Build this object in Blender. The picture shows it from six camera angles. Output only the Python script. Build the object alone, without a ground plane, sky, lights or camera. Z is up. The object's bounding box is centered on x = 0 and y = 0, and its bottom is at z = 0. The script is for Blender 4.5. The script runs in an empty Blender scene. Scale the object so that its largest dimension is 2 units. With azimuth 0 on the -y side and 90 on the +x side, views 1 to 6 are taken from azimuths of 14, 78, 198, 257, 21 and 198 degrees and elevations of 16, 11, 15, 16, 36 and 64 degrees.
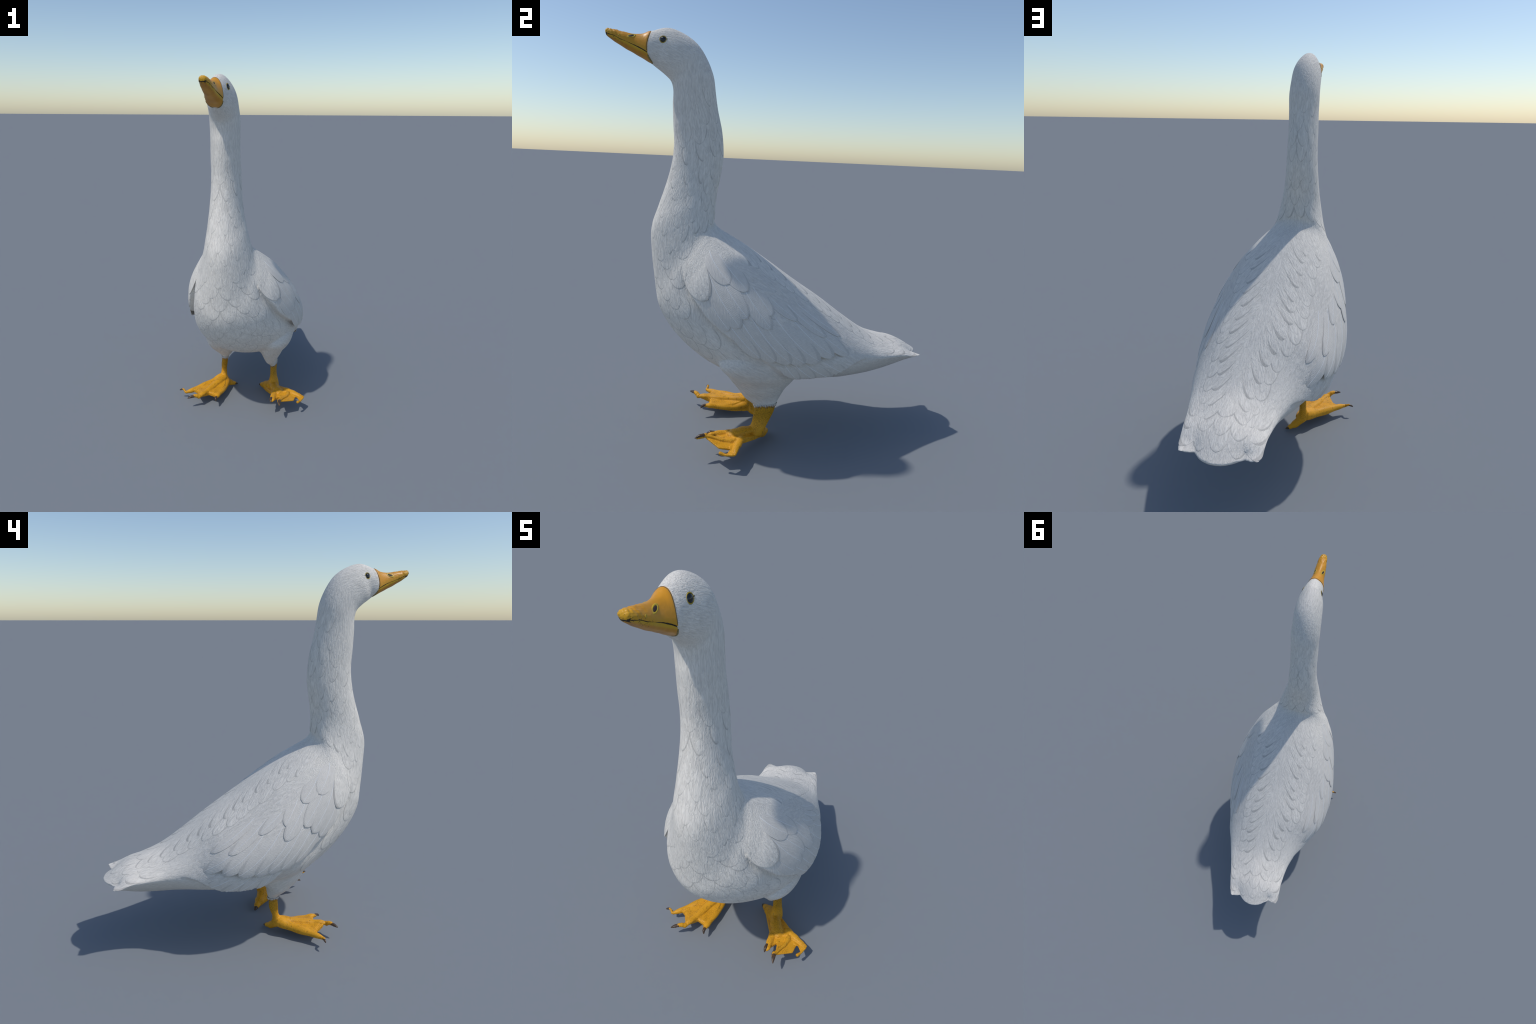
# A white domestic goose standing with a raised, slightly tilted head.
import bpy, bmesh, math
import numpy as np
from mathutils import Vector, Matrix, kdtree
from mathutils.bvhtree import BVHTree

RNG = np.random.default_rng(7)

# ------------------------------------------------------------------ helpers
def new_object(name, verts, faces, mat, parent, smooth=True):
    me = bpy.data.meshes.new(name)
    me.from_pydata([tuple(map(float, v)) for v in verts], [], [tuple(int(i) for i in f) for f in faces])
    me.update()
    if smooth:
        me.polygons.foreach_set("use_smooth", [True] * len(me.polygons))
    for m in (mat if isinstance(mat, (list, tuple)) else [mat]):
        me.materials.append(m)
    ob = bpy.data.objects.new(name, me)
    bpy.context.scene.collection.objects.link(ob)
    ob.parent = parent
    return ob


def catmull(rows, per_span):
    A = np.asarray(rows, float)
    P = np.vstack([2 * A[0] - A[1], A, 2 * A[-1] - A[-2]])
    out = []
    for i in range(len(A) - 1):
        p0, p1, p2, p3 = P[i:i + 4]
        for t in np.arange(per_span) / per_span:
            out.append(.5 * (2 * p1 + (p2 - p0) * t + (2 * p0 - 5 * p1 + 4 * p2 - p3) * t * t
                             + (3 * p1 - p0 - 3 * p2 + p3) * t ** 3))
    out.append(A[-1])
    return np.array(out)


def ring_faces(rows, cols, cap_start=True, cap_end=True):
    f = []
    for i in range(rows - 1):
        for j in range(cols):
            k = (j + 1) % cols
            f.append((i * cols + j, i * cols + k, (i + 1) * cols + k, (i + 1) * cols + j))
    if cap_start:
        f.append(tuple(range(cols))[::-1])
    if cap_end:
        f.append(tuple((rows - 1) * cols + j for j in range(cols)))
    return f


def smoothstep(a, b, x):
    t = np.clip((x - a) / (b - a), 0, 1)
    return t * t * (3 - 2 * t)


def fix_normals(ob):
    bm = bmesh.new()
    bm.from_mesh(ob.data)
    bmesh.ops.recalc_face_normals(bm, faces=bm.faces)
    bm.to_mesh(ob.data)
    bm.free()


def apply_modifiers(ob):
    dg = bpy.context.evaluated_depsgraph_get()
    me = bpy.data.meshes.new_from_object(ob.evaluated_get(dg))
    old = ob.data
    ob.modifiers.clear()
    ob.data = me
    bpy.data.meshes.remove(old)


def remeshed(verts, faces, voxel):
    """Fuse overlapping closed pieces into one skin; gives arrays of points and quads."""
    ob = new_object("fused", verts, faces, [], None)
    fix_normals(ob)
    mod = ob.modifiers.new("fuse", "REMESH")
    mod.mode = "VOXEL"
    mod.voxel_size = voxel
    mod.use_smooth_shade = True
    apply_modifiers(ob)
    me = ob.data
    co = np.zeros(len(me.vertices) * 3)
    me.vertices.foreach_get("co", co)
    polys = [tuple(p.vertices) for p in me.polygons]
    ed = np.zeros(len(me.edges) * 2, int)
    me.edges.foreach_get("vertices", ed)
    bpy.data.objects.remove(ob)
    bpy.data.meshes.remove(me)
    return co.reshape(-1, 3), polys, ed.reshape(-1, 2)


def relax(co, ed, weight, times):
    """Laplacian smoothing, as strong as the weight of each point."""
    deg = np.bincount(ed.ravel(), minlength=len(co))[:, None].astype(float)
    deg[deg == 0] = 1
    w = np.asarray(weight, float).reshape(-1, 1)
    for _ in range(times):
        acc = np.zeros_like(co)
        for d in range(3):
            acc[:, d] = (np.bincount(ed[:, 0], co[ed[:, 1], d], len(co)) + np.bincount(ed[:, 1], co[ed[:, 0], d], len(co)))
        co = co + w * (acc / deg - co)
    return co


def split_body(co, polys, labels, mats, parent):
    """One skin cut into named parts; all keep the normals of the whole skin."""
    whole = bpy.data.meshes.new("whole")
    whole.from_pydata(co.tolist(), [], polys)
    whole.update()
    nor = np.zeros(len(co) * 3)
    whole.vertices.foreach_get("normal", nor)
    nor = nor.reshape(-1, 3)
    bpy.data.meshes.remove(whole)
    parts = {}
    face_label = [labels[p[0]] for p in polys]
    for key, (name, mat) in mats.items():
        sel = [p for p, l in zip(polys, face_label) if l == key]
        if not sel:
            continue
        used = sorted({i for p in sel for i in p})
        where = {v: k for k, v in enumerate(used)}
        ob = new_object(name, co[used], [[where[i] for i in p] for p in sel], mat, parent)
        ob.data.normals_split_custom_set_from_vertices(nor[used].tolist())
        parts[key] = ob
    return parts


# ------------------------------------------------------------------ materials
class Nodes:
    def __init__(self, name):
        self.mat = bpy.data.materials.new(name)
        self.mat.use_nodes = True
        self.t = self.mat.node_tree
        self.bsdf = self.t.nodes["Principled BSDF"]
        self.tc = self.t.nodes.new("ShaderNodeTexCoord")

    def link(self, a, b):
        self.t.links.new(a, b)

    def put(self, sock, v):
        if hasattr(v, "is_output"):
            self.link(v, sock)
        else:
            sock.default_value = v

    def mapping(self, vec, scale=(1, 1, 1), rot=(0, 0, 0), loc=(0, 0, 0)):
        n = self.t.nodes.new("ShaderNodeMapping")
        self.put(n.inputs["Vector"], vec)
        n.inputs["Scale"].default_value = scale
        n.inputs["Rotation"].default_value = rot
        n.inputs["Location"].default_value = loc
        return n.outputs[0]

    def noise(self, vec, scale, detail=2., rough=.5, dist=0.):
        n = self.t.nodes.new("ShaderNodeTexNoise")
        self.put(n.inputs["Vector"], vec)
        n.inputs["Scale"].default_value = scale
        n.inputs["Detail"].default_value = detail
        n.inputs["Roughness"].default_value = rough
        n.inputs["Distortion"].default_value = dist
        return n.outputs[0]

    def voronoi(self, vec, scale, feature="DISTANCE_TO_EDGE"):
        n = self.t.nodes.new("ShaderNodeTexVoronoi")
        n.feature = feature
        self.put(n.inputs["Vector"], vec)
        n.inputs["Scale"].default_value = scale
        return n.outputs["Distance"]

    def wave(self, vec, scale, dist=0., detail=0.):
        n = self.t.nodes.new("ShaderNodeTexWave")
        self.put(n.inputs["Vector"], vec)
        n.inputs["Scale"].default_value = scale
        n.inputs["Distortion"].default_value = dist
        n.inputs["Detail"].default_value = detail
        return n.outputs["Fac"]

    def math(self, op, a, b=0., c=0., clamp=False):
        n = self.t.nodes.new("ShaderNodeMath")
        n.operation = op
        n.use_clamp = clamp
        for s, v in zip(n.inputs, (a, b, c)):
            self.put(s, v)
        return n.outputs[0]

    def range(self, v, a, b, lo=0., hi=1.):
        n = self.t.nodes.new("ShaderNodeMapRange")
        n.interpolation_type = "SMOOTHSTEP"
        for s, x in zip(n.inputs, (v, a, b, lo, hi)):
            self.put(s, x)
        return n.outputs[0]

    def mix(self, f, a, b):
        n = self.t.nodes.new("ShaderNodeMix")
        n.data_type = "RGBA"
        self.put(n.inputs[0], f)
        self.put(n.inputs[6], a)
        self.put(n.inputs[7], b)
        return n.outputs[2]

    def mixf(self, f, a, b):
        n = self.t.nodes.new("ShaderNodeMix")
        n.data_type = "FLOAT"
        self.put(n.inputs[0], f)
        self.put(n.inputs[2], a)
        self.put(n.inputs[3], b)
        return n.outputs[0]

    def sep(self, vec):
        n = self.t.nodes.new("ShaderNodeSeparateXYZ")
        self.put(n.inputs[0], vec)
        return n.outputs

    def comb(self, x, y, z):
        n = self.t.nodes.new("ShaderNodeCombineXYZ")
        for s, v in zip(n.inputs, (x, y, z)):
            self.put(s, v)
        return n.outputs[0]

    def bump(self, h, strength, dist, prev=None):
        n = self.t.nodes.new("ShaderNodeBump")
        n.inputs["Strength"].default_value = strength
        n.inputs["Distance"].default_value = dist
        self.put(n.inputs["Height"], h)
        if prev is not None:
            self.link(prev, n.inputs["Normal"])
        return n.outputs[0]

    def done(self, color, rough=.6, normal=None, spec=.3):
        self.put(self.bsdf.inputs["Base Color"], color)
        self.put(self.bsdf.inputs["Roughness"], rough)
        self.bsdf.inputs["Specular IOR Level"].default_value = spec
        if normal is not None:
            self.link(normal, self.bsdf.inputs["Normal"])
        return self.mat


WHITE = (.82, .773, .698, 1)
QUILL_WHITE = (.745, .702, .64, 1)  # plumage white toned down for quills and flank, matched to the wing in shade
GREY = (.43, .405, .37, 1)


def streaks(N, vec, scale, stretch):
    """Short wavy barbs running along local z (body) after the mapping: 0 = gap, 1 = barb."""
    m = N.mapping(vec, stretch)
    a = N.noise(m, scale * 1.3, 2., .5, .4)
    line = N.range(N.math("ABSOLUTE", N.math("SUBTRACT", N.noise(m, scale, 1.5, .5, 1.1), .5)), .0, .085)
    return N.mixf(.42, N.range(a, .30, .66), line)


def body_material():
    N = Nodes("white_plumage")
    obj = N.tc.outputs["Object"]
    x, y, z = N.sep(obj)
    S = (1, 1, .22)
    neck = streaks(N, obj, 125, (1, 1, .14))
    back = streaks(N, N.mapping(obj, rot=(math.radians(-58), 0, 0)), 95, S)
    tail = streaks(N, N.mapping(obj, rot=(math.radians(-75), 0, 0)), 95, S)
    head = streaks(N, N.mapping(obj, rot=(math.radians(-70), 0, 0)), 140, (1, 1, .15))
    f_back = N.range(N.math("ADD", y, N.math("MULTIPLY", z, -.25)), -.55, -.36)
    f_tail = N.range(y, .3, .55)
    f_head = N.range(N.math("SUBTRACT", z, N.math("MULTIPLY", y, .8)), 2.18, 2.30)
    st = N.mixf(f_back, neck, back)
    st = N.mixf(f_tail, st, tail)
    st = N.mixf(f_head, st, head)
    soft = N.noise(obj, 14, 3.)
    flank = N.math("MULTIPLY", N.range(N.math("ABSOLUTE", N.math("ADD", x, .025)), .16, .25), N.range(y, -.32, -.12))
    flank = N.math("MULTIPLY", flank, N.range(z, .36, .44))
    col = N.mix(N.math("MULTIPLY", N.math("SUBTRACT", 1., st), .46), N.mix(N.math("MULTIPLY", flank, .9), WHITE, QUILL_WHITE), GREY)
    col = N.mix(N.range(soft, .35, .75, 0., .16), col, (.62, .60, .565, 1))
    # warm, slightly darker rump and belly
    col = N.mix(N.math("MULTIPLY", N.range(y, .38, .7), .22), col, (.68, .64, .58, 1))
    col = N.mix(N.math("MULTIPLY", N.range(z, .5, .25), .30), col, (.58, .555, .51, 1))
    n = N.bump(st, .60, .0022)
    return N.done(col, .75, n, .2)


def feather_material(kind):
    """kind: 'contour' soft scale feather, 'quill' barbed wing feather. Local x across, y along."""
    N = Nodes(kind + "_feather_vane")
    gen = N.tc.outputs["Generated"]
    obj = N.tc.outputs["Object"]
    info = N.t.nodes.new("ShaderNodeObjectInfo")
    gx, gy, gz = N.sep(gen)
    ox, oy, oz = N.sep(obj)
    X = N.math("MULTIPLY_ADD", gx, 2., -1.)
    Y = N.math("MULTIPLY_ADD", gy, 2., -1.)
    shift = N.math("MULTIPLY", info.outputs["Random"], 37.)
    moved = N.comb(N.math("ADD", ox, shift), oy, N.math("ADD", oz, shift))
    if kind == "contour":
        st = streaks(N, moved, 105, (1, .2, 1))
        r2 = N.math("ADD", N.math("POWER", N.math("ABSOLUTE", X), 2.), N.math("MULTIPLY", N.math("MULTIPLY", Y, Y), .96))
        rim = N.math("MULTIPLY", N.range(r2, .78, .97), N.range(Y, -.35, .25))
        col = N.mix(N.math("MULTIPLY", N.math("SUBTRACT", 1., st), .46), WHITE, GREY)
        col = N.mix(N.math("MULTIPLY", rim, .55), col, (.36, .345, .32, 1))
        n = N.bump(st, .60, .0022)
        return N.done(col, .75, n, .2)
    # barbs: fine oblique lines meeting at the shaft
    ax = N.math("ABSOLUTE", ox)
    wig = N.noise(moved, 60, 2.)
    lane2 = N.math("ADD", N.math("SUBTRACT", N.math("MULTIPLY", oy, .5), N.math("MULTIPLY", ax, .87)), N.math("MULTIPLY", wig, .010))
    barb = N.wave(N.comb(lane2, 0., 0.), 46., 0.)
    fine = streaks(N, moved, 105, (1, .2, 1))
    h = N.mixf(.45, N.math("MULTIPLY", barb, N.range(N.noise(moved, 30, 2.), .3, .6, .35, 1.)), fine)
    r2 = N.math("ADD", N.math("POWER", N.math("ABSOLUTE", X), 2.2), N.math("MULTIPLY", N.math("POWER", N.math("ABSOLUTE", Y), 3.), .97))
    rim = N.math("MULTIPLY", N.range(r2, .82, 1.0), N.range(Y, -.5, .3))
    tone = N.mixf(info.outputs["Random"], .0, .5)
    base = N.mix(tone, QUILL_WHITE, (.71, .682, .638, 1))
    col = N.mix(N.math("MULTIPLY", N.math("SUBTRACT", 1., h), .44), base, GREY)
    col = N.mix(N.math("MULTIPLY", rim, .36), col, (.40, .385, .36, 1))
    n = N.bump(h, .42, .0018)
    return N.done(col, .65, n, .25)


def shaft_material():
    N = Nodes("pale_shaft")
    a = N.noise(N.tc.outputs["Object"], 40, 2.)
    return N.done(N.mix(a, (.76, .75, .73, 1), (.82, .81, .79, 1)), .5, None, .3)


def leg_material():
    N = Nodes("scaly_yellow_skin")
    obj = N.tc.outputs["Object"]
    x, y, z = N.sep(obj)
    sc = N.voronoi(N.mapping(obj, (1, 1, 1.25)), 130)
    crack = N.range(sc, .01, .13, 1., 0.)
    patch = N.noise(obj, 26, 3.)
    zone = N.mixf(N.range(z, .10, .16), N.range(patch, .40, .60, .18, .70), .9)
    col = N.mix(N.range(N.noise(obj, 12, 2.), .3, .7), (.76, .355, .018, 1), (.70, .32, .014, 1))
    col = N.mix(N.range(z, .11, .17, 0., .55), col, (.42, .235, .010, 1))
    col = N.mix(N.math("MULTIPLY", N.math("MULTIPLY", crack, zone), .75), col, (.14, .065, .006, 1))
    col = N.mix(N.range(N.noise(N.mapping(obj, (1, 1, .4)), 70, 3.), .60, .74, 0., .55), col, (.17, .085, .01, 1))
    n = N.bump(N.math("MULTIPLY", crack, zone), -.5, .002)
    n.node.invert = False
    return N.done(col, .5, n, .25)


def beak_material(lower=False):
    N = Nodes("lower_beak_horn" if lower else "upper_beak_horn")
    obj = N.tc.outputs["Object"]
    x, y, z = N.sep(obj)
    a = N.noise(obj, 30, 3.)
    if lower:
        col = N.mix(N.range(a, .35, .7), (.56, .255, .018, 1), (.48, .205, .016, 1))
        # yellow band under the mouth line, brown lower down
        line = N.math("SUBTRACT", z, N.math("MULTIPLY_ADD", y, -.42, 1.600))
        col = N.mix(N.range(line, -.008, .001, 0., .8), col, (.60, .36, .014, 1))
    else:
        col = N.mix(N.range(a, .3, .7), (.70, .30, .018, 1), (.62, .275, .014, 1))
        col = N.mix(N.range(y, -.79, -.825, 0., .7), col, (.70, .36, .02, 1))
        line = N.math("SUBTRACT", z, N.math("MULTIPLY_ADD", y, -.42, 1.605))
        col = N.mix(N.range(line, .03, .004, 0., .5), col, (.54, .31, .010, 1))
    dirt = N.math("MULTIPLY", N.range(N.noise(obj, 190, 3., .6), .57, .66), N.range(N.math("ABSOLUTE", line), .016, .003))
    dirt = N.math("MULTIPLY", dirt, N.range(y, -.735, -.765))
    col = N.mix(dirt, col, (.05, .03, .01, 1))
    n = N.bump(N.noise(obj, 90, 3.), .25, .002)
    return N.done(col, .42, n, .4)


def plain(name, c1, c2, rough, scale=60., spec=.4):
    N = Nodes(name)
    a = N.noise(N.tc.outputs["Object"], scale, 3.)
    return N.done(N.mix(N.range(a, .35, .65), c1, c2), rough, N.bump(a, .2, .001), spec)


PLUMAGE = body_material()
CONTOUR = feather_material("contour")
QUILL = feather_material("quill")
SHAFT = shaft_material()
SKIN = leg_material()
CLAW = plain("dark_horn", (.055, .035, .022, 1), (.10, .055, .028, 1), .35, 90)
MOUTH = plain("mouth_shadow", (.012, .010, .008, 1), (.03, .022, .012, 1), .6)
EYE = plain("glossy_black_eye", (.006, .008, .010, 1), (.012, .015, .018, 1), .08, 30, .6)
LID = plain("yellow_eyelid", (.38, .26, .01, 1), (.50, .34, .02, 1), .5, 200)
LIDDARK = plain("dark_eyelid", (.05, .045, .03, 1), (.10, .09, .05, 1), .6, 200)
NOSERING = plain("yellow_nostril_rim", (.52, .36, .02, 1), (.62, .40, .03, 1), .45, 200)
NOSE = plain("nostril_hollow", (.03, .018, .018, 1), (.06, .03, .025, 1), .6, 200)

# ------------------------------------------------------------------ the goose
goose = bpy.data.objects.new("goose", None)
bpy.context.scene.collection.objects.link(goose)
goose["label"] = "white domestic goose standing upright with long neck and orange bill"
goose["category"] = "goose bird"

# Cross-sections from tail to face:
# top point (y, z), bottom point (y, z), half width, sideways offset, height of the widest place
STATIONS = [
    (.834, .4065, .829, .3975, .168, -.073, 0), (.721, .468, .690, .324, .178, -.054, .40),
    (.625, .497, .574, .294, .192, -.036, .40), (.508, .537, .458, .288, .220, -.020, .26),
    (.379, .621, .321, .296, .271, -.018, -.03), (.250, .715, .164, .300, .337, -.034, -.087),
    (.099, .816, -.006, .300, .369, -.027, -.080), (-.036, .912, -.171, .322, .368, -.018, -.053),
    (-.156, .994, -.321, .389, .336, -.012, -.016), (-.247, 1.048, -.435, .471, .296, -.016, .015),
    (-.302, 1.082, -.529, .573, .252, -.019, .033), (-.326, 1.115, -.592, .685, .200, -.027, .036),
    (-.323, 1.152, -.612, .805, .158, -.030, .030), (-.321, 1.201, -.628, .961, .128, -.027, .021),
    (-.315, 1.259, -.630, 1.077, .109, -.028, .014), (-.302, 1.325, -.597, 1.185, .094, -.034, .008),
    (-.288, 1.413, -.557, 1.304, .084, -.039, .004), (-.289, 1.482, -.535, 1.393, .080, -.040, .001),
    (-.298, 1.558, -.525, 1.483, .077, -.041, -.001), (-.318, 1.641, -.530, 1.574, .077, -.040, -.001),
    (-.332, 1.722, -.534, 1.665, .078, -.037, -.001), (-.344, 1.801, -.532, 1.725, .080, -.036, 0),
    (-.374, 1.874, -.543, 1.768, .078, -.035, 0), (-.421, 1.939, -.574, 1.797, .0755, -.031, 0),
    (-.487, 1.981, -.604, 1.818, .068, -.029, 0), (-.560, 1.999, -.622, 1.830, .0530, -.0265, 0),
    (-.640, 1.976, -.632, 1.838, .045, -.025, -.25)]
SPANS = len(STATIONS) - 1
PER, COLS = 16, 288
Rw = catmull(STATIONS, PER)
S_GRID = np.arange(len(Rw)) / PER
TH = np.arange(COLS) / COLS * 2 * np.pi
DEG = np.degrees(TH)
DEG[DEG > 180] -= 360


def body_grid():
    c, s = np.cos(TH)[None], np.sin(TH)[None]
    lens = smoothstep(4.6, 1.6, S_GRID)[:, None] * .8          # sharp-edged rump and tail
    prof = (1 - lens) * c + lens * np.sign(c) * (1 - np.abs(s) ** 1.6)
    a = prof + Rw[:, 6:7] * s ** 2
    T, B = Rw[:, 0:2], Rw[:, 2:4]
    yz = ((T + B) / 2)[:, None] + ((T - B) / 2)[:, None] * a[..., None]
    x = Rw[:, 5:6] + Rw[:, 4:5] * s
    V = np.concatenate([x[..., None], yz], -1)
    # notched end of the tail: three lobes, turned a little to one side
    u = np.abs(s)
    lobe = np.where(u < .58, -.050 * (u / .58) ** 2.4, -.050 + .014 * np.sin(np.clip((u - .58) / .42, 0, 1) * np.pi * .75))
    w = smoothstep(1.3, 0., S_GRID)[:, None] ** 1.5
    V[..., 1] += w * (lobe + .115 * (V[..., 0] + .072))
    V[..., 2] += w * (.014 * u ** 2 - .002)
    # the face: feather line bulges forward at the cheek
    V[..., 1] -= smoothstep(25.0, 26., S_GRID)[:, None] * .026 * np.clip(s ** 2 - .1, 0, 1)
    return V


def grid_normals(V):
    du = np.gradient(V, axis=0)
    dv = np.roll(V, -1, 1) - np.roll(V, 1, 1)
    n = np.cross(dv, du)
    n /= np.linalg.norm(n, axis=-1, keepdims=True) + 1e-12
    if ((n * (V - V.mean(1, keepdims=True))).sum(-1)).mean() < 0:
        n = -n
    return n


SKIN_GRID = body_grid()
SKIN_NORMAL = grid_normals(SKIN_GRID)

# wing edges, as angle from the back line at each station
def wing_edge(s):
    return np.interp(s, [4.0, 4.5, 5, 5.4, 6.1, 6.75, 7.2, 8, 9, 9.75, 10.4, 11.1, 12],
                     [64, 74, 81, 88, 95.5, 99, 101.5, 105, 105.5, 103, 102, 99, 96])


def primary_edge(s):
    return np.interp(s, [3.2, 3.9, 4.3, 4.6, 5, 5.75, 6.1, 6.7, 7.2], [78, 91, 105, 115, 118, 122, 119, 110, 104])


def relief(s, deg):
    """Height of wing edges over the smooth body skin (metres along the normal)."""
    t = np.abs(deg)
    h = np.zeros(np.broadcast(s, t).shape)
    d = np.interp(s, [4.0, 4.8, 6, 7, 8, 9.5, 10.5, 11.6], [0, .014, .023, .034, .044, .042, .026, 0])
    d = d + np.where(deg < 0, .020, .012) * np.interp(s, [4.2, 5, 6.2, 7], [0, 1, 1, 0])
    p = t - wing_edge(s)
    h += np.where(p < 0, .05 * d * np.exp(np.minimum(p, 0) / 9), -d * smoothstep(0, 2.5, p) * np.exp(-np.maximum(p - 2.5, 0) / 12) + .05 * d * smoothstep(3, 0, p))
    d2 = np.interp(s, [3.3, 4.2, 5, 6, 6.6, 7.0], [0, .018, .026, .026, .016, 0])
    p = t - primary_edge(s)
    h += np.where(p < 0, .5 * d2 * np.exp(np.minimum(p, 0) / 10), -d2 * smoothstep(0, 5, p) * np.exp(-np.maximum(p - 5, 0) / 30) + .5 * d2 * smoothstep(4, 0, p))
    # bed under the wing feathers
    h -= .0035 * smoothstep(34, 46, t) * smoothstep(3, 0, t - wing_edge(s)) * smoothstep(3.9, 4.8, s) * smoothstep(11.2, 9.8, s)
    # ridge of the scapulars over the back
    q = np.exp(-((t - 42) / 14) ** 2) * np.interp(s, [6.2, 7.2, 8.5, 10.5], [0, .006, .005, 0])
    return h + q


BODY = SKIN_GRID + SKIN_NORMAL * relief(S_GRID[:, None], DEG[None])[..., None]


BODY_NORMAL = grid_normals(BODY)


def on_skin(s, deg, bed=False):
    """Point and normal of the smooth skin (wing included) at station s and angle deg."""
    s = np.clip(np.asarray(s, float), 0, SPANS - 1e-4)
    i = s * PER
    j = (np.asarray(deg, float) % 360) / 360 * COLS
    i0 = np.floor(i).astype(int)
    j0 = np.floor(j).astype(int) % COLS
    fi, fj = (i - i0)[..., None], (j - np.floor(j))[..., None]
    i1, j1 = np.minimum(i0 + 1, len(S_GRID) - 1), (j0 + 1) % COLS
    def g(A):
        return (A[i0, j0] * (1 - fi) + A[i1, j0] * fi) * (1 - fj) + (A[i0, j1] * (1 - fi) + A[i1, j1] * fi) * fj
    n = g(BODY_NORMAL if bed else SKIN_NORMAL)
    return g(BODY if bed else SKIN_GRID), n / (np.linalg.norm(n, axis=-1, keepdims=True) + 1e-12)


# ------------------------------------------------------------------ thighs, fused with the body
THIGHS = {  # height, centre x, centre y, half width x, half length y
    1: [(.53, .225, -.11, .075, .12), (.45, .208, -.120, .094, .190), (.385, .186, -.098, .093, .168), (.34, .166, -.081, .077, .157),
        (.30, .162, -.083, .061, .121), (.25, .160, -.078, .037, .090), (.222, .168, -.068, .024, .063), (.208, .170, -.063, .0195, .0525)],
    -1: [(.53, -.225, -.12, .07, .11), (.43, -.195, -.115, .078, .125), (.385, -.192, -.108, .088, .128), (.34, -.182, -.104, .083, .108),
         (.30, -.174, -.099, .075, .067), (.26, -.164, -.083, .050, .043), (.235, -.160, -.077, .025, .031), (.217, -.163, -.0755, .0205, .0265)]}


def stack(rings, cols=40, per=5):
    R = catmull(rings, per)
    t = np.arange(cols) / cols * 2 * np.pi
    P = np.stack([R[:, 1:2] + R[:, 3:4] * np.cos(t), R[:, 2:3] + R[:, 4:5] * np.sin(t), np.repeat(R[:, 0:1], cols, 1)], -1)
    return P.reshape(-1, 3), ring_faces(len(R), cols)


verts, faces = [BODY.reshape(-1, 3)], ring_faces(len(S_GRID), COLS)
count = len(verts[0])
for side in (1, -1):
    v, f = stack(THIGHS[side])
    verts.append(v)
    faces += [tuple(i + count for i in q) for q in f]
    count += len(v)
co, polys, ed = remeshed(np.vstack(verts), faces, .0042)
# ease the skin where the thighs leave the belly
w = np.zeros(len(co))
for side in (1, -1):
    dx, dy = co[:, 0] - side * .175, co[:, 1] + .09
    r = np.sqrt((dx / .17) ** 2 + (dy / .26) ** 2)
    w = np.maximum(w, smoothstep(1.45, .9, r) * smoothstep(.50, .43, co[:, 2]) * smoothstep(.29, .335, co[:, 2]))
co = relax(co, ed, w * .5, 75)
tailw = smoothstep(.55, .50, co[:, 1])
co = relax(co, ed, .4 * np.maximum(tailw, .3), 3)

# which part does each point of the skin belong to
kd = kdtree.KDTree(BODY.shape[0] * BODY.shape[1])
for k, p in enumerate(BODY.reshape(-1, 3)):
    kd.insert(p, k)
kd.balance()
near = np.array([kd.find(p)[1:3] for p in co])
si, ti = near[:, 0].astype(int) // COLS, near[:, 0].astype(int) % COLS
ps, pt = S_GRID[si], DEG[ti]
label = np.full(len(co), "torso", dtype=object)
label[ps > 13.2 + .9 * np.cos(np.radians(pt))] = "neck"
label[ps > 22.2] = "head"
label[ps < 2.3] = "tail"
wing = (ps > 3.6) & (ps < 11.4) & (np.abs(pt) > 30) & (np.abs(pt) < np.where(ps < 6.8, primary_edge(ps) + 3, wing_edge(ps) + 2.))
label[wing & (pt > 0)] = "left wing"
label[wing & (pt < 0)] = "right wing"
low = (co[:, 2] < .33) & (np.abs(co[:, 1] + .09) < .17) & (near[:, 1] > .012)
label[low & (co[:, 0] > 0)] = "left thigh"
label[low & (co[:, 0] < 0)] = "right thigh"
parts = split_body(co, polys, label, {
    "torso": ("torso", PLUMAGE), "neck": ("neck", PLUMAGE), "head": ("head", PLUMAGE), "tail": ("tail", PLUMAGE),
    "left wing": ("wing", PLUMAGE), "right wing": ("wing", PLUMAGE),
    "left thigh": ("thigh", PLUMAGE), "right thigh": ("thigh", PLUMAGE)}, goose)

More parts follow.
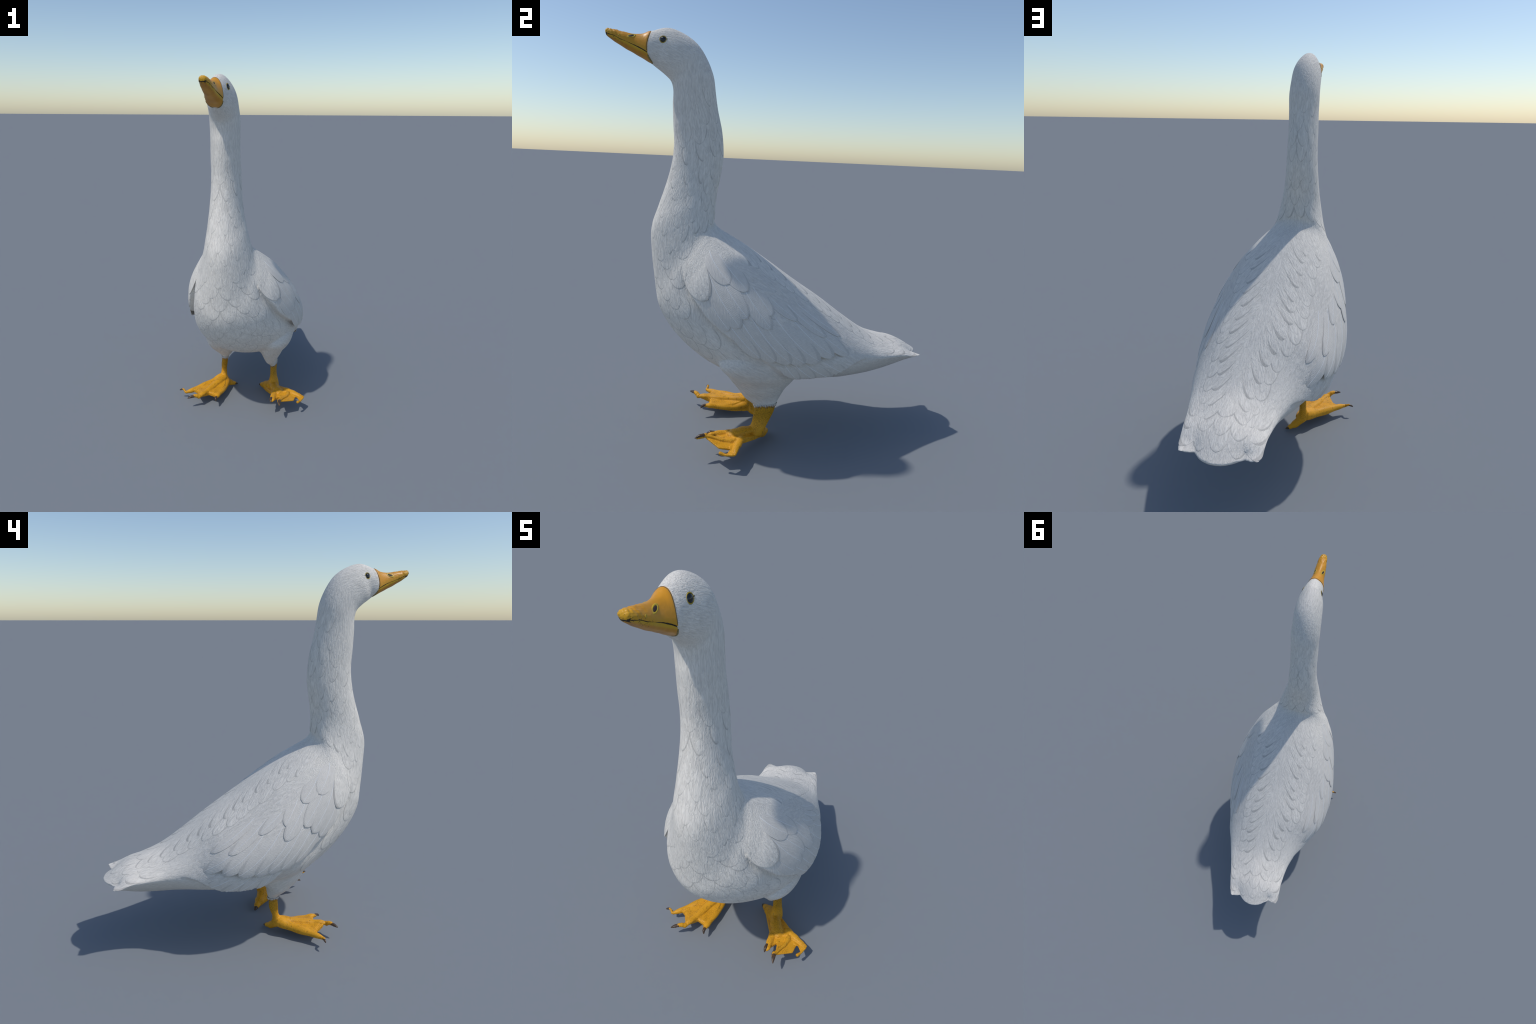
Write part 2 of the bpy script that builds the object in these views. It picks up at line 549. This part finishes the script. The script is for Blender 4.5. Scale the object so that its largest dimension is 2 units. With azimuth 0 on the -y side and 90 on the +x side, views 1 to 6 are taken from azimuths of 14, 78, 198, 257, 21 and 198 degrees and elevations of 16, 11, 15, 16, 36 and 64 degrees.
# ------------------------------------------------------------------ feathers
def feather(name, parent, s0, d0, s1, d1, width, lift, layer, mat, shaft=False, tip=1.0, thick=.0022, bend=0., root=.0, bed=False):
    """A vane lying on the skin from (s0, d0) at its root to (s1, d1) at its tip."""
    nb, na = 20, 9
    b = np.linspace(0, 1, nb)
    b = .45 * b + .55 * np.sin(b * np.pi / 2)
    cs, cd = s0 + (s1 - s0) * b, d0 + (d1 - d0) * b + bend * np.sin(b * np.pi)
    P, Nn = on_skin(cs, cd, bed)
    length = np.linalg.norm(np.diff(P, axis=0), axis=1).sum()
    tan = np.gradient(P, axis=0)
    tan /= np.linalg.norm(tan, axis=1, keepdims=True)
    side = np.cross(Nn, tan)
    side /= np.linalg.norm(side, axis=1, keepdims=True)
    # local metric of the skin, to step sideways in metres
    e = .05
    Js = (on_skin(cs + e, cd)[0] - on_skin(cs - e, cd)[0]) / (2 * e)
    Jd = (on_skin(cs, cd + 1)[0] - on_skin(cs, cd - 1)[0]) / 2
    G = np.stack([np.stack([(Js * Js).sum(1), (Js * Jd).sum(1)], 1), np.stack([(Js * Jd).sum(1), (Jd * Jd).sum(1)], 1)], 1)
    rhs = np.stack([(Js * side).sum(1), (Jd * side).sum(1)], 1)
    step = np.linalg.solve(G, rhs[..., None])[..., 0]
    # outline: narrow root, broad vane, rounded tip
    if shaft:
        out = np.minimum((.45 + 1.1 * b) , 1.) * np.sqrt(np.clip(1 - np.clip((b - .72) / .28, 0, 1) ** (2.0 * tip), 0, 1))
    else:
        out = np.sqrt(np.clip(1 - np.abs(2 * b - 1) ** 2.0, 0, 1)) ** tip
    out = np.maximum(out, .02)
    a = np.linspace(-1, 1, na)
    off = out[:, None] * a[None] * width
    ss = cs[:, None] + step[:, 0:1] * off
    dd = cd[:, None] + step[:, 1:2] * off
    Q, M = on_skin(ss, dd, bed)
    h = layer + lift * (b[:, None] ** 1.3) * np.ones_like(off) - root * (1 - b[:, None]) ** 2
    round_off = 1 - .45 * np.maximum(np.abs(a[None]) ** 4, np.clip(2 * b[:, None] - 1, 0, 1) ** 8)
    h = layer + (h - layer) * np.where(h > layer, round_off, 1.) - .0003 * np.abs(a[None]) ** 3
    top = Q + M * h[..., None]
    bot = Q + M * (h - thick)[..., None]
    V = np.concatenate([top.reshape(-1, 3), bot.reshape(-1, 3)])
    F, off_b = [], nb * na
    for i in range(nb - 1):
        for j in range(na - 1):
            q = (i * na + j, i * na + j + 1, (i + 1) * na + j + 1, (i + 1) * na + j)
            F.append(q)
            F.append(tuple(k + off_b for k in q[::-1]))
    rim = [j for j in range(na)] + [i * na + na - 1 for i in range(1, nb)] + [(nb - 1) * na + j for j in range(na - 2, -1, -1)] + [i * na for i in range(nb - 2, 0, -1)]
    for k in range(len(rim)):
        p, q = rim[k], rim[(k + 1) % len(rim)]
        F.append((q, p, p + off_b, q + off_b))
    mi = [0] * len(F)
    if shaft:
        n0 = len(V)
        k = np.arange(1, nb - 1)
        mid = top[k, na // 2]
        rad = np.linspace(.0027, .0010, len(k))[:, None]
        sd, nn = side[k], Nn[k]
        ridge = np.stack([mid - sd * rad - nn * .0008, mid - sd * rad * .6 + nn * rad * .42, mid + nn * rad * .62, mid + sd * rad * .6 + nn * rad * .42, mid + sd * rad - nn * .0008], 1)
        V = np.concatenate([V, ridge.reshape(-1, 3)])
        for i in range(len(k) - 1):
            for j in range(4):
                F.append((n0 + i * 5 + j, n0 + i * 5 + j + 1, n0 + (i + 1) * 5 + j + 1, n0 + (i + 1) * 5 + j))
                mi.append(1)
    # own frame: x across, y along, z out
    o = P[nb // 2]
    yv = P[-1] - P[0]
    yv /= np.linalg.norm(yv)
    zv = Nn[nb // 2] - yv * (Nn[nb // 2] @ yv)
    zv /= np.linalg.norm(zv)
    xv = np.cross(yv, zv)
    R = np.stack([xv, yv, zv], 1)
    ob = new_object(name, (V - o) @ R, F, [mat, SHAFT] if shaft else mat, parent)
    ob.data.polygons.foreach_set("material_index", mi)
    ob.matrix_local = Matrix.Translation(o) @ Matrix(R.tolist()).to_4x4()
    fix_normals(ob)
    ob.data.set_sharp_from_angle(angle=math.radians(32))
    return ob


WING_FEATHERS = [  # name, root station, root angle, tip station, tip angle, half width, lift, layer
    ("primary_feather", 5.20, 72, 4.00, 89, .026, .0006, -.0016), ("primary_feather", 5.90, 78, 4.05, 110, .034, .0014, .0003),
    ("primary_feather", 6.50, 82, 4.55, 120, .036, .0014, .0006), ("primary_feather", 6.60, 86, 5.15, 121, .036, .0012, .0006),
    ("primary_feather", 6.80, 90, 5.70, 124, .032, .0012, .0006),
    ("tertial_feather", 7.10, 33, 4.60, 54, .026, .0012, -.0016), ("tertial_feather", 7.30, 40, 5.20, 62, .028, .0012, -.0010),
    ("secondary_feather", 6.40, 46, 4.20, 76, .034, .0010, -.0026), ("secondary_feather", 7.00, 48, 4.75, 83, .040, .0010, -.0020),
    ("secondary_feather", 7.55, 54, 5.25, 92, .047, .0012, -.0014), ("secondary_feather", 7.85, 66, 5.72, 97, .042, .0012, -.0010),
    ("secondary_feather", 8.20, 68, 6.08, 100, .042, .0012, -.0006), ("secondary_feather", 8.55, 76, 6.55, 103, .038, .0012, -.0002),
    ("secondary_feather", 9.00, 86, 7.05, 105, .030, .0011, .0000),
    ("covert_feather", 8.35, 44, 6.10, 58, .030, .0010, -.0012), ("covert_feather", 8.45, 42, 7.00, 66, .036, .0010, -.0002),
    ("covert_feather", 8.90, 48, 6.95, 76, .040, .0010, .0004),
    ("covert_feather", 9.90, 84, 8.20, 100, .036, .0010, .0006), ("covert_feather", 10.0, 56, 7.72, 80, .044, .0011, .0012),
    ("covert_feather", 10.4, 66, 7.90, 90, .048, .0011, .0016),
    ("scapular_feather", 9.20, 30, 7.30, 35, .032, .0010, -.0004), ("scapular_feather", 9.30, 38, 6.95, 44, .044, .0026, .0004),
    ("scapular_feather", 10.1, 42, 7.95, 60, .044, .0011, .0016), ("scapular_feather", 10.9, 50, 8.70, 65, .044, .0010, .0016),
    ("shoulder_feather", 11.60, 78, 9.45, 92, .066, .0010, .0014)]
for side, key in ((1, "left wing"), (-1, "right wing")):
    for name, s0, d0, s1, d1, hw, lift, layer in WING_FEATHERS:
        soft = name in ("shoulder_feather",)
        k = RNG.normal(0, 1, 4)
        feather(name, parts[key], s0 + .04 * k[0], side * (d0 + .5 * k[1]), s1 + .03 * k[2], side * (d1 + .5 * k[3]), hw, lift * .8, layer * .6,
                CONTOUR if soft else QUILL, shaft=not soft, bend=side * 1.5, root=.007, bed=name == "primary_feather", thick=.0018)


def pace(s, deg):
    """Metres of skin per station, at this place."""
    return float(np.linalg.norm(on_skin(s - .2, deg)[0] - on_skin(s, deg)[0]) / .2)


def scale_rows(part, s_from, s_to, step, width, length, keep, lift, middle, tip=1., jitter=.12):
    """Staggered rows of soft rounded feathers, tips towards the tail."""
    s, row = s_from, 0
    while s > s_to:
        ring, _ = on_skin(np.full(181, s), np.linspace(-180, 180, 181))
        arc = np.concatenate([[0], np.cumsum(np.linalg.norm(np.diff(ring, axis=0), axis=1))])
        n = max(4, int(round(arc[-1] / (2 * width * .9))))
        ang = np.interp((np.arange(n) + .5 * (row % 2)) / n * arc[-1], arc, np.linspace(-180, 180, 181))
        for d in ang:
            ads = (float(d) + 180) % 360 - 180
            if not keep(s, ads):
                continue
            k = RNG.normal(0, jitter, 3)
            half = length * (1 + .5 * k[0]) / 2 / max(pace(s, d), .01)
            turn = 3. * k[1]
            feather("contour_feather", parts[part], s + half, d + turn, s - half, d - turn, width * (1 + .5 * k[2]), lift * .7, .0007, CONTOUR, root=.0006, bed=True, tip=tip)
        s -= step / pace(s, middle)
        row += 1


clear = lambda s, d: abs(d) > (wing_edge(s) + 16 if s < 11.4 else 96)
scale_rows("neck", 18.6, 13.2, .085, .040, .200, lambda s, d: abs(d) > 70, .0007, 180., 1.25)
scale_rows("torso", 13.2, 7.4, .074, .055, .165, clear, .0008, 180., 1.0)
scale_rows("neck", 20.5, 13.0, .080, .030, .185, lambda s, d: abs(d) < 72, .0007, 0., 1.25)
scale_rows("tail", 2.4, .75, .075, .046, .170, lambda s, d: abs(d) < 62, .0005, 0.)
# herringbone of long feathers down the back
s, row = 10.2, 0
while s > 2.2:
    for side in (1, -1):
        k = RNG.normal(0, 1, 4)
        reach = .190 / pace(s, 8)
        out = float(np.interp(s, [2, 4, 7, 10], [26, 24, 20, 22]))
        feather("back_feather", parts["torso"], s + .35 * reach, side * 1.0, s - .65 * reach + .05 * k[0], side * (out + k[1]), .036, .0005, .0006 + .0001 * (row % 2), CONTOUR, root=.0010, bed=True, bend=side * 3)
        feather("back_feather", parts["torso"], s + .30 * reach, side * (out - 2), s - .60 * reach + .05 * k[2], side * (out + 12 + k[3]), .038, .0004, .0005, CONTOUR, root=.0010, bed=True)
    s -= .078 / pace(s, 8)
    row += 1

# ------------------------------------------------------------------ beak
BEAK = catmull([(-.634, 1.9765, -.624, 1.8370, .0460, -.0250, -.25), (-.646, 1.9745, -.636, 1.8385, .0462, -.0250, -.26),
                (-.672, 1.9630, -.664, 1.8530, .0415, -.0245, -.28), (-.714, 1.9585, -.702, 1.8715, .0335, -.0235, -.25),
                (-.758, 1.9650, -.744, 1.8910, .0300, -.0225, -.12), (-.795, 1.9700, -.783, 1.9120, .0250, -.0215, -.02),
                (-.817, 1.9720, -.808, 1.9270, .0215, -.0210, 0), (-.829, 1.9710, -.824, 1.9370, .0180, -.0210, 0),
                (-.8330, 1.9680, -.831, 1.9450, .0130, -.0210, 0), (-.8345, 1.9620, -.834, 1.9530, .0060, -.0210, 0)], 8)
CHEEK = smoothstep(1, 0, np.arange(len(BEAK)) / 8 / 3.2)        # how far the feather line shapes the bill


def mouth_height(y):
    return np.interp(y, [-.84, -.815, -.80, -.768, -.73, -.692, -.655, -.60], [1.9480, 1.9470, 1.9430, 1.9290, 1.9160, 1.9030, 1.8900, 1.872])


def beak_piece(kind, cols=56):
    rows = []
    for r in BEAK:
        t = np.linspace(0, np.pi, 181)
        c, s = np.cos(t), np.sin(t)
        a = c + r[6] * s ** 2
        yz = (np.array(r[0:2]) + np.array(r[2:4])) / 2 + ((np.array(r[0:2]) - np.array(r[2:4])) / 2) * a[:, None]
        d = yz[:, 1] - mouth_height(yz[:, 0])
        cut = {"upper": 0.0, "lower": -.0022 - .003 * smoothstep(-.73, -.69, r[0]), "mouth": 0}[kind]
        below = np.where(d < cut)[0]
        m = t[below[0]] if len(below) else np.pi - .05
        m = min(max(m, .05), np.pi - .05)
        if kind == "upper":
            tt, grow = np.linspace(-m, m, cols), 1.02
        elif kind == "lower":
            tt, grow = np.linspace(m, 2 * np.pi - m, cols), .985
        else:
            lo, hi = max(m - .35, .02), min(m + .35, np.pi - .02)
            tt, grow = np.concatenate([np.linspace(lo, hi, cols // 2), np.linspace(2 * np.pi - hi, 2 * np.pi - lo, cols // 2)]), .955
        c, s = np.cos(tt), np.sin(tt)
        a = c + r[6] * s ** 2
        M = (np.array(r[0:2]) + np.array(r[2:4])) / 2
        yz = M + ((np.array(r[0:2]) - np.array(r[2:4])) / 2) * (a * (grow if kind != "mouth" else 1))[:, None]
        yz[:, 0] -= CHEEK[len(rows)] * .026 * np.clip(s ** 2 - .1, 0, 1)
        rows.append(np.stack([r[5] + r[4] * s * grow, yz[:, 0], yz[:, 1]], 1))
    return np.array(rows)


def lumps(P, amp, freq, seed):
    g = np.random.default_rng(seed)
    d = np.zeros(P.shape[:-1])
    for _ in range(10):
        k = g.normal(0, freq, 3)
        d += np.sin(P @ k + g.uniform(0, 6.28))
    return d / 4.5 * amp


up = beak_piece("upper")
c = up.mean(1, keepdims=True)
rad = up - c
rad /= np.linalg.norm(rad, axis=-1, keepdims=True) + 1e-9
amp = .0004 + .0028 * smoothstep(-.72, -.81, up[..., 1])
up = up + rad * (lumps(up, 1., 130., 3) * amp * .6 + lumps(up, 1., 300., 8) * amp * .38)[..., None]
upper_beak = new_object("upper_beak", up.reshape(-1, 3), ring_faces(len(up), up.shape[1]), beak_material(), goose)
fix_normals(upper_beak)
lo = beak_piece("lower")[:-10]
lo[..., 1] += .0
lo = lo + (lumps(lo, 1., 90., 5) * .0007)[..., None]
lower_beak = new_object("lower_beak", lo.reshape(-1, 3), ring_faces(len(lo), lo.shape[1]), beak_material(True), goose)
fix_normals(lower_beak)
mo = beak_piece("mouth")[:-9]
mouth = new_object("mouth", mo.reshape(-1, 3), ring_faces(len(mo), mo.shape[1]), MOUTH, lower_beak)
fix_normals(mouth)
def seam(name, P, r, mat, parent):
    """Thin bead along the edge where the bill meets the feathers."""
    nv = 8
    P = np.array(P)
    tan = np.gradient(P, axis=0)
    tan /= np.linalg.norm(tan, axis=1, keepdims=True)
    a = np.cross(tan, (0, 1, 0))
    a /= np.linalg.norm(a, axis=1, keepdims=True)
    b = np.cross(tan, a)
    t = np.arange(nv) / nv * 2 * np.pi
    V = P[:, None] + r * (np.cos(t)[None, :, None] * a[:, None] + np.sin(t)[None, :, None] * b[:, None])
    ob = new_object(name, V.reshape(-1, 3), ring_faces(len(P), nv), mat, parent)
    fix_normals(ob)


seam("beak_edge", up[3][1:-1], .0011, LIDDARK, upper_beak)
seam("beak_edge", lo[2][3:-3], .0036, plain("olive_gape_skin", (.30, .22, .05, 1), (.16, .13, .06, 1), .6, 260), lower_beak)
for ob in (upper_beak, lower_beak):
    ob.data.set_sharp_from_angle(angle=math.radians(50))


def frame(z, y):
    z = Vector(z).normalized()
    y = Vector(y)
    y = (y - z * y.dot(z)).normalized()
    x = y.cross(z)
    return Matrix((x, y, z)).transposed()


def torus(name, R, r, mat, parent, centre, rot, stretch=(1, 1, 1), nu=40, nv=12):
    u, v = np.meshgrid(np.arange(nu) / nu * 2 * np.pi, np.arange(nv) / nv * 2 * np.pi, indexing="ij")
    P = np.stack([(R + r * np.cos(v)) * np.cos(u) * stretch[0], (R + r * np.cos(v)) * np.sin(u) * stretch[1], r * np.sin(v) * stretch[2]], -1).reshape(-1, 3)
    F = [(i * nv + j, ((i + 1) % nu) * nv + j, ((i + 1) % nu) * nv + (j + 1) % nv, i * nv + (j + 1) % nv) for i in range(nu) for j in range(nv)]
    ob = new_object(name, P, F, mat, parent)
    ob.matrix_local = Matrix.Translation(centre) @ rot.to_4x4()
    return ob


def ball(name, radii, mat, parent, centre, rot, nu=32, nv=20):
    P = [(0, 0, 1)] + [(math.sin(math.pi * i / nv) * math.cos(2 * math.pi * j / nu), math.sin(math.pi * i / nv) * math.sin(2 * math.pi * j / nu), math.cos(math.pi * i / nv)) for i in range(1, nv) for j in range(nu)] + [(0, 0, -1)]
    F = [(0, 1 + j, 1 + (j + 1) % nu) for j in range(nu)]
    F += [(1 + i * nu + j, 1 + (i + 1) * nu + j, 1 + (i + 1) * nu + (j + 1) % nu, 1 + i * nu + (j + 1) % nu) for i in range(nv - 2) for j in range(nu)]
    last = len(P) - 1
    F += [(last, 1 + (nv - 2) * nu + (j + 1) % nu, 1 + (nv - 2) * nu + j) for j in range(nu)]
    ob = new_object(name, np.array(P) * np.array(radii), F, mat, parent)
    ob.matrix_local = Matrix.Translation(centre) @ rot.to_4x4()
    return ob


upper_tree = BVHTree.FromPolygons([Vector(v) for v in up.reshape(-1, 3)], [tuple(f) for f in ring_faces(len(up), up.shape[1])])
head_tree = BVHTree.FromPolygons([v.co.copy() for v in parts["head"].data.vertices], [tuple(p.vertices) for p in parts["head"].data.polygons])
for side in (1, -1):
    p, n, _, _ = upper_tree.ray_cast(Vector((-.0235 + side * .3, -.721, 1.9455)), Vector((-side, 0, 0)))
    n = n if n.x * side > 0 else -n
    rot = frame(n, (0, -.3, 1))
    torus("nostril_rim", .0085, .0030, NOSERING, upper_beak, p - n * .0008, rot, (2.0, .85, .8))
    ball("nostril", (.0145, .0052, .0022), NOSE, upper_beak, p + n * .0002, rot)
    if side == 1:
        q, m, _, _ = upper_tree.ray_cast(Vector((.3, -.772, 1.9440)), Vector((-1, 0, 0)))
        torus("bill_wart", .0028, .0013, NOSERING, upper_beak, q, frame(m if m.x > 0 else -m, (0, -.3, 1)), (1.2, .9, .7))
    p, n, _, _ = head_tree.ray_cast(Vector((-.027 + side * .3, -.581, 1.938)), Vector((-side, 0, 0)))
    n = n if n.x * side > 0 else -n
    rot = frame(n, (0, 0, 1))
    ball("eye", (.0158, .0154, .0105), EYE, parts["head"], p - n * .0056, rot)
    torus("eyelid", .0148, .0016, LID, parts["head"], p - n * .0009, rot, (1.03, 1, 1.1))
    torus("eyelid_edge", .0166, .0010, LIDDARK, parts["head"], p - n * .0016, rot, (1.03, 1, 1))
    ball("eye_corner", (.0040, .0022, .0014), LIDDARK, parts["head"], head_tree.find_nearest(p + Vector((0, .0170, .001)))[0], rot)

# ------------------------------------------------------------------ legs and feet
def tube(points, radii, cols=20, per=6, flat=1.0, up=(0, 0, 1)):
    """Rounded limb along points; radii half widths; flat squashes it along the up direction."""
    A = catmull([tuple(p) + (r,) for p, r in zip(points, radii)], per)
    A[:, 3] *= 1 + .07 * np.sin(np.linspace(0, 6 * np.pi, len(A)))       # knuckles
    P = A[:, :3]
    tan = np.gradient(P, axis=0)
    tan /= np.linalg.norm(tan, axis=1, keepdims=True)
    U = np.array(up, float)
    side = np.cross(tan, U)
    side /= np.linalg.norm(side, axis=1, keepdims=True) + 1e-9
    top = np.cross(side, tan)
    t = np.arange(cols) / cols * 2 * np.pi
    V = P[:, None] + A[:, 3][:, None, None] * (np.cos(t)[None, :, None] * side[:, None] + flat * np.sin(t)[None, :, None] * top[:, None])
    # rounded ends
    ends = []
    r0, r1 = A[0, 3], A[-1, 3]
    first = P[0] - tan[0] * r0 * .55 + (V[0] - P[0]) * .55
    last = P[-1] + tan[-1] * r1 * .55 + (V[-1] - P[-1]) * .55
    V = np.concatenate([first[None], V, last[None]])
    return V.reshape(-1, 3), ring_faces(len(V), cols)


def panel(outline, thick):
    """A web or sole: polygon in space with thickness."""
    P = np.array(outline, float)
    n = len(P)
    c = P.mean(0)
    # ordered outline; fan from the centre, top and bottom
    Vt = np.vstack([P, c]) + np.array([0, 0, thick / 2])
    Vb = np.vstack([P, c]) - np.array([0, 0, thick / 2])
    V = np.vstack([Vt, Vb])
    F = []
    for i in range(n):
        j = (i + 1) % n
        F += [(i, j, n), (j + n + 1, i + n + 1, 2 * n + 1), (j, i, i + n + 1, j + n + 1)]
    return V, F


def fuse(pieces, voxel, smooth):
    vs, fs, k = [], [], 0
    for v, f in pieces:
        vs.append(v)
        fs += [tuple(i + k for i in q) for q in f]
        k += len(v)
    co, polys, ed = remeshed(np.vstack(vs), fs, voxel)
    return relax(co, ed, np.full(len(co), .5), smooth), polys


def claw(points, radii, parent, flat=.8):
    v, f = tube(points, radii, 16, 5, flat)
    ob = new_object("claw", v, f, CLAW, parent)
    fix_normals(ob)


# right foot (-x)
right = [
    stack([(.235, -.165, -.0765, .016, .024), (.205, -.165, -.077, .0195, .0255), (.17, -.168, -.078, .0200, .0265), (.14, -.169, -.083, .0180, .0225),
           (.115, -.168, -.090, .0195, .0195), (.09, -.168, -.100, .024, .028), (.065, -.165, -.105, .032, .036), (.045, -.163, -.108, .025, .030)], 28, 4),
    tube([(-.172, -.100, .070), (-.135, -.078, .030), (-.108, -.058, .015), (-.096, -.050, .010)], [.026, .021, .013, .009]),
    tube([(-.178, -.105, .075), (-.225, -.165, .062), (-.285, -.235, .056), (-.335, -.288, .053), (-.362, -.312, .050)], [.030, .026, .0215, .014, .009]),
    tube([(-.170, -.110, .080), (-.195, -.195, .074), (-.222, -.285, .070), (-.240, -.335, .072), (-.252, -.371, .066)], [.030, .025, .020, .017, .013], flat=.75),
    tube([(-.150, -.105, .055), (-.142, -.180, .046), (-.146, -.262, .052), (-.148, -.312, .058), (-.147, -.342, .060)], [.026, .022, .018, .0165, .010], flat=.8),
    panel([(-.130, -.095, .030), (-.185, -.085, .060), (-.270, -.205, .056), (-.318, -.285, .054), (-.292, -.300, .054), (-.262, -.345, .062), (-.240, -.355, .066), (-.205, -.306, .056), (-.165, -.318, .056), (-.140, -.290, .050), (-.128, -.180, .034)], .020),
    panel([(-.150, -.105, .072), (-.185, -.100, .074), (-.262, -.205, .064), (-.306, -.270, .060), (-.285, -.292, .060), (-.250, -.335, .068), (-.222, -.315, .064), (-.205, -.300, .060), (-.165, -.305, .058), (-.140, -.260, .052), (-.136, -.180, .056)], .022)]
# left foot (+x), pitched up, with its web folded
left = [
    stack([(.235, .170, -.062, .016, .050), (.205, .171, -.063, .0195, .0515), (.17, .171, -.071, .0195, .0505), (.14, .173, -.081, .020, .046),
           (.115, .176, -.091, .025, .042), (.09, .178, -.104, .034, .042), (.065, .174, -.108, .040, .040), (.05, .165, -.100, .024, .026)], 28, 4),
    tube([(.172, -.105, .070), (.128, -.072, .040), (.100, -.050, .026), (.082, -.036, .019)], [.032, .029, .020, .0145]),
    tube([(.172, -.105, .082), (.195, -.160, .090), (.225, -.215, .096), (.245, -.245, .096)], [.026, .030, .032, .028], flat=.62),
    panel([(.100, -.070, .022), (.150, -.065, .040), (.225, -.120, .064), (.302, -.195, .094), (.290, -.232, .098), (.212, -.262, .084), (.180, -.215, .070), (.130, -.125, .036)], .024),
    tube([(.215, -.235, .092), (.216, -.290, .096), (.222, -.335, .098), (.220, -.352, .095)], [.022, .018, .014, .009], flat=.7),
    panel([(.212, -.240, .088), (.300, -.225, .098), (.318, -.259, .094), (.268, -.345, .112), (.256, -.290, .082), (.224, -.338, .090), (.205, -.300, .086)], .012),
    tube([(.300, -.235, .098), (.300, -.285, .106), (.282, -.340, .118), (.270, -.374, .121)], [.014, .0095, .008, .010], flat=.8),
    panel([(.285, -.225, .090), (.335, -.225, .090), (.345, -.275, .088), (.310, -.285, .094), (.285, -.270, .094)], .014),
    panel([(.322, -.240, .088), (.352, -.262, .086), (.350, -.314, .096), (.274, -.372, .112)], .009),
    tube([(.275, -.195, .094), (.320, -.218, .096), (.366, -.236, .094), (.402, -.244, .089)], [.020, .019, .014, .006], flat=.75),
    panel([(.300, -.215, .094), (.404, -.246, .087), (.384, -.283, .080), (.362, -.262, .094), (.340, -.262, .094)], .010),
    tube([(.400, -.250, .087), (.386, -.288, .083), (.374, -.312, .087)], [.006, .0065, .009])]

for side, pieces in ((1, left), (-1, right)):
    c2, p2 = fuse(pieces, .0024, 3)
    lab = np.where(c2[:, 2] > .112, "leg", "foot").astype(object)
    if side == 1:
        lab[(c2[:, 1] < -.16)] = "foot"
    got = split_body(c2, p2, lab, {"leg": ("leg", SKIN), "foot": ("foot", SKIN)}, goose)
    foot = got["foot"]
    if side == -1:
        claw([(-.106, -.058, .0145), (-.096, -.050, .0105), (-.087, -.044, .007)], [.0115, .0095, .0045], foot)
        v, f = tube([(-.362, -.312, .050), (-.375, -.305, .060), (-.388, -.302, .066)], [.0085, .0062, .0058])
        knuckle = new_object("toe_joint", v, f, SKIN, foot)
        claw([(-.386, -.302, .065), (-.398, -.304, .062), (-.407, -.305, .057)], [.0064, .0062, .003], foot)
        v, f = tube([(-.250, -.366, .066), (-.268, -.380, .078), (-.282, -.390, .078)], [.0135, .0110, .0095])
        new_object("toe_joint", v, f, SKIN, foot)
        claw([(-.277, -.387, .079), (-.295, -.400, .077), (-.310, -.412, .073)], [.0100, .0095, .004], foot)
        claw([(-.147, -.338, .063), (-.144, -.354, .060), (-.140, -.363, .050)], [.0085, .0075, .003], foot)
    else:
        claw([(.092, -.045, .0225), (.078, -.034, .018), (.065, -.025, .012)], [.0150, .0125, .0055], foot, .9)
        claw([(.214, -.322, .100), (.212, -.345, .102), (.214, -.364, .093)], [.0095, .0090, .003], foot)
        claw([(.272, -.378, .124), (.276, -.400, .123), (.282, -.421, .116)], [.0095, .0085, .003], foot)
        v, f = tube([(.268, -.366, .121), (.273, -.388, .117), (.280, -.412, .112)], [.0105, .0095, .004])
        new_object("toe_joint", v, f, SKIN, foot)

# fringe of small feathers over the top of each yellow leg
for side in (1, -1):
    z0, cx, cy, rx, ry = THIGHS[side][-1]
    V, F = [], []
    n = 70 if side == 1 else 44
    for i in range(n):
        t = (i + RNG.uniform(-.3, .3)) / n * 2 * math.pi
        d = np.array([math.cos(t), math.sin(t), 0])
        p = np.array([cx + (rx + .0022) * d[0], cy + (ry + .0045) * d[1], z0 + .012])
        tn = np.array([-rx * d[1], ry * d[0], 0])
        tn /= np.linalg.norm(tn)
        L, wd = RNG.uniform(.013, .025), RNG.uniform(.0026, .0042)
        o = np.array([d[0], d[1], 0]) * .0026
        base = len(V)
        V += [p - tn * wd + o * .4, p + tn * wd + o * .4, p + o * 1.2, p + tn * RNG.uniform(-.003, .003) - np.array([.0022 * d[0], .0040 * d[1], L]) + o * 1.0]
        F += [(base, base + 2, base + 3), (base + 2, base + 1, base + 3), (base + 1, base, base + 3), (base, base + 1, base + 2)]
    ob = new_object("feather_fringe", V, F, PLUMAGE, goose)
    ob["kind"] = "stuff"
    fix_normals(ob)
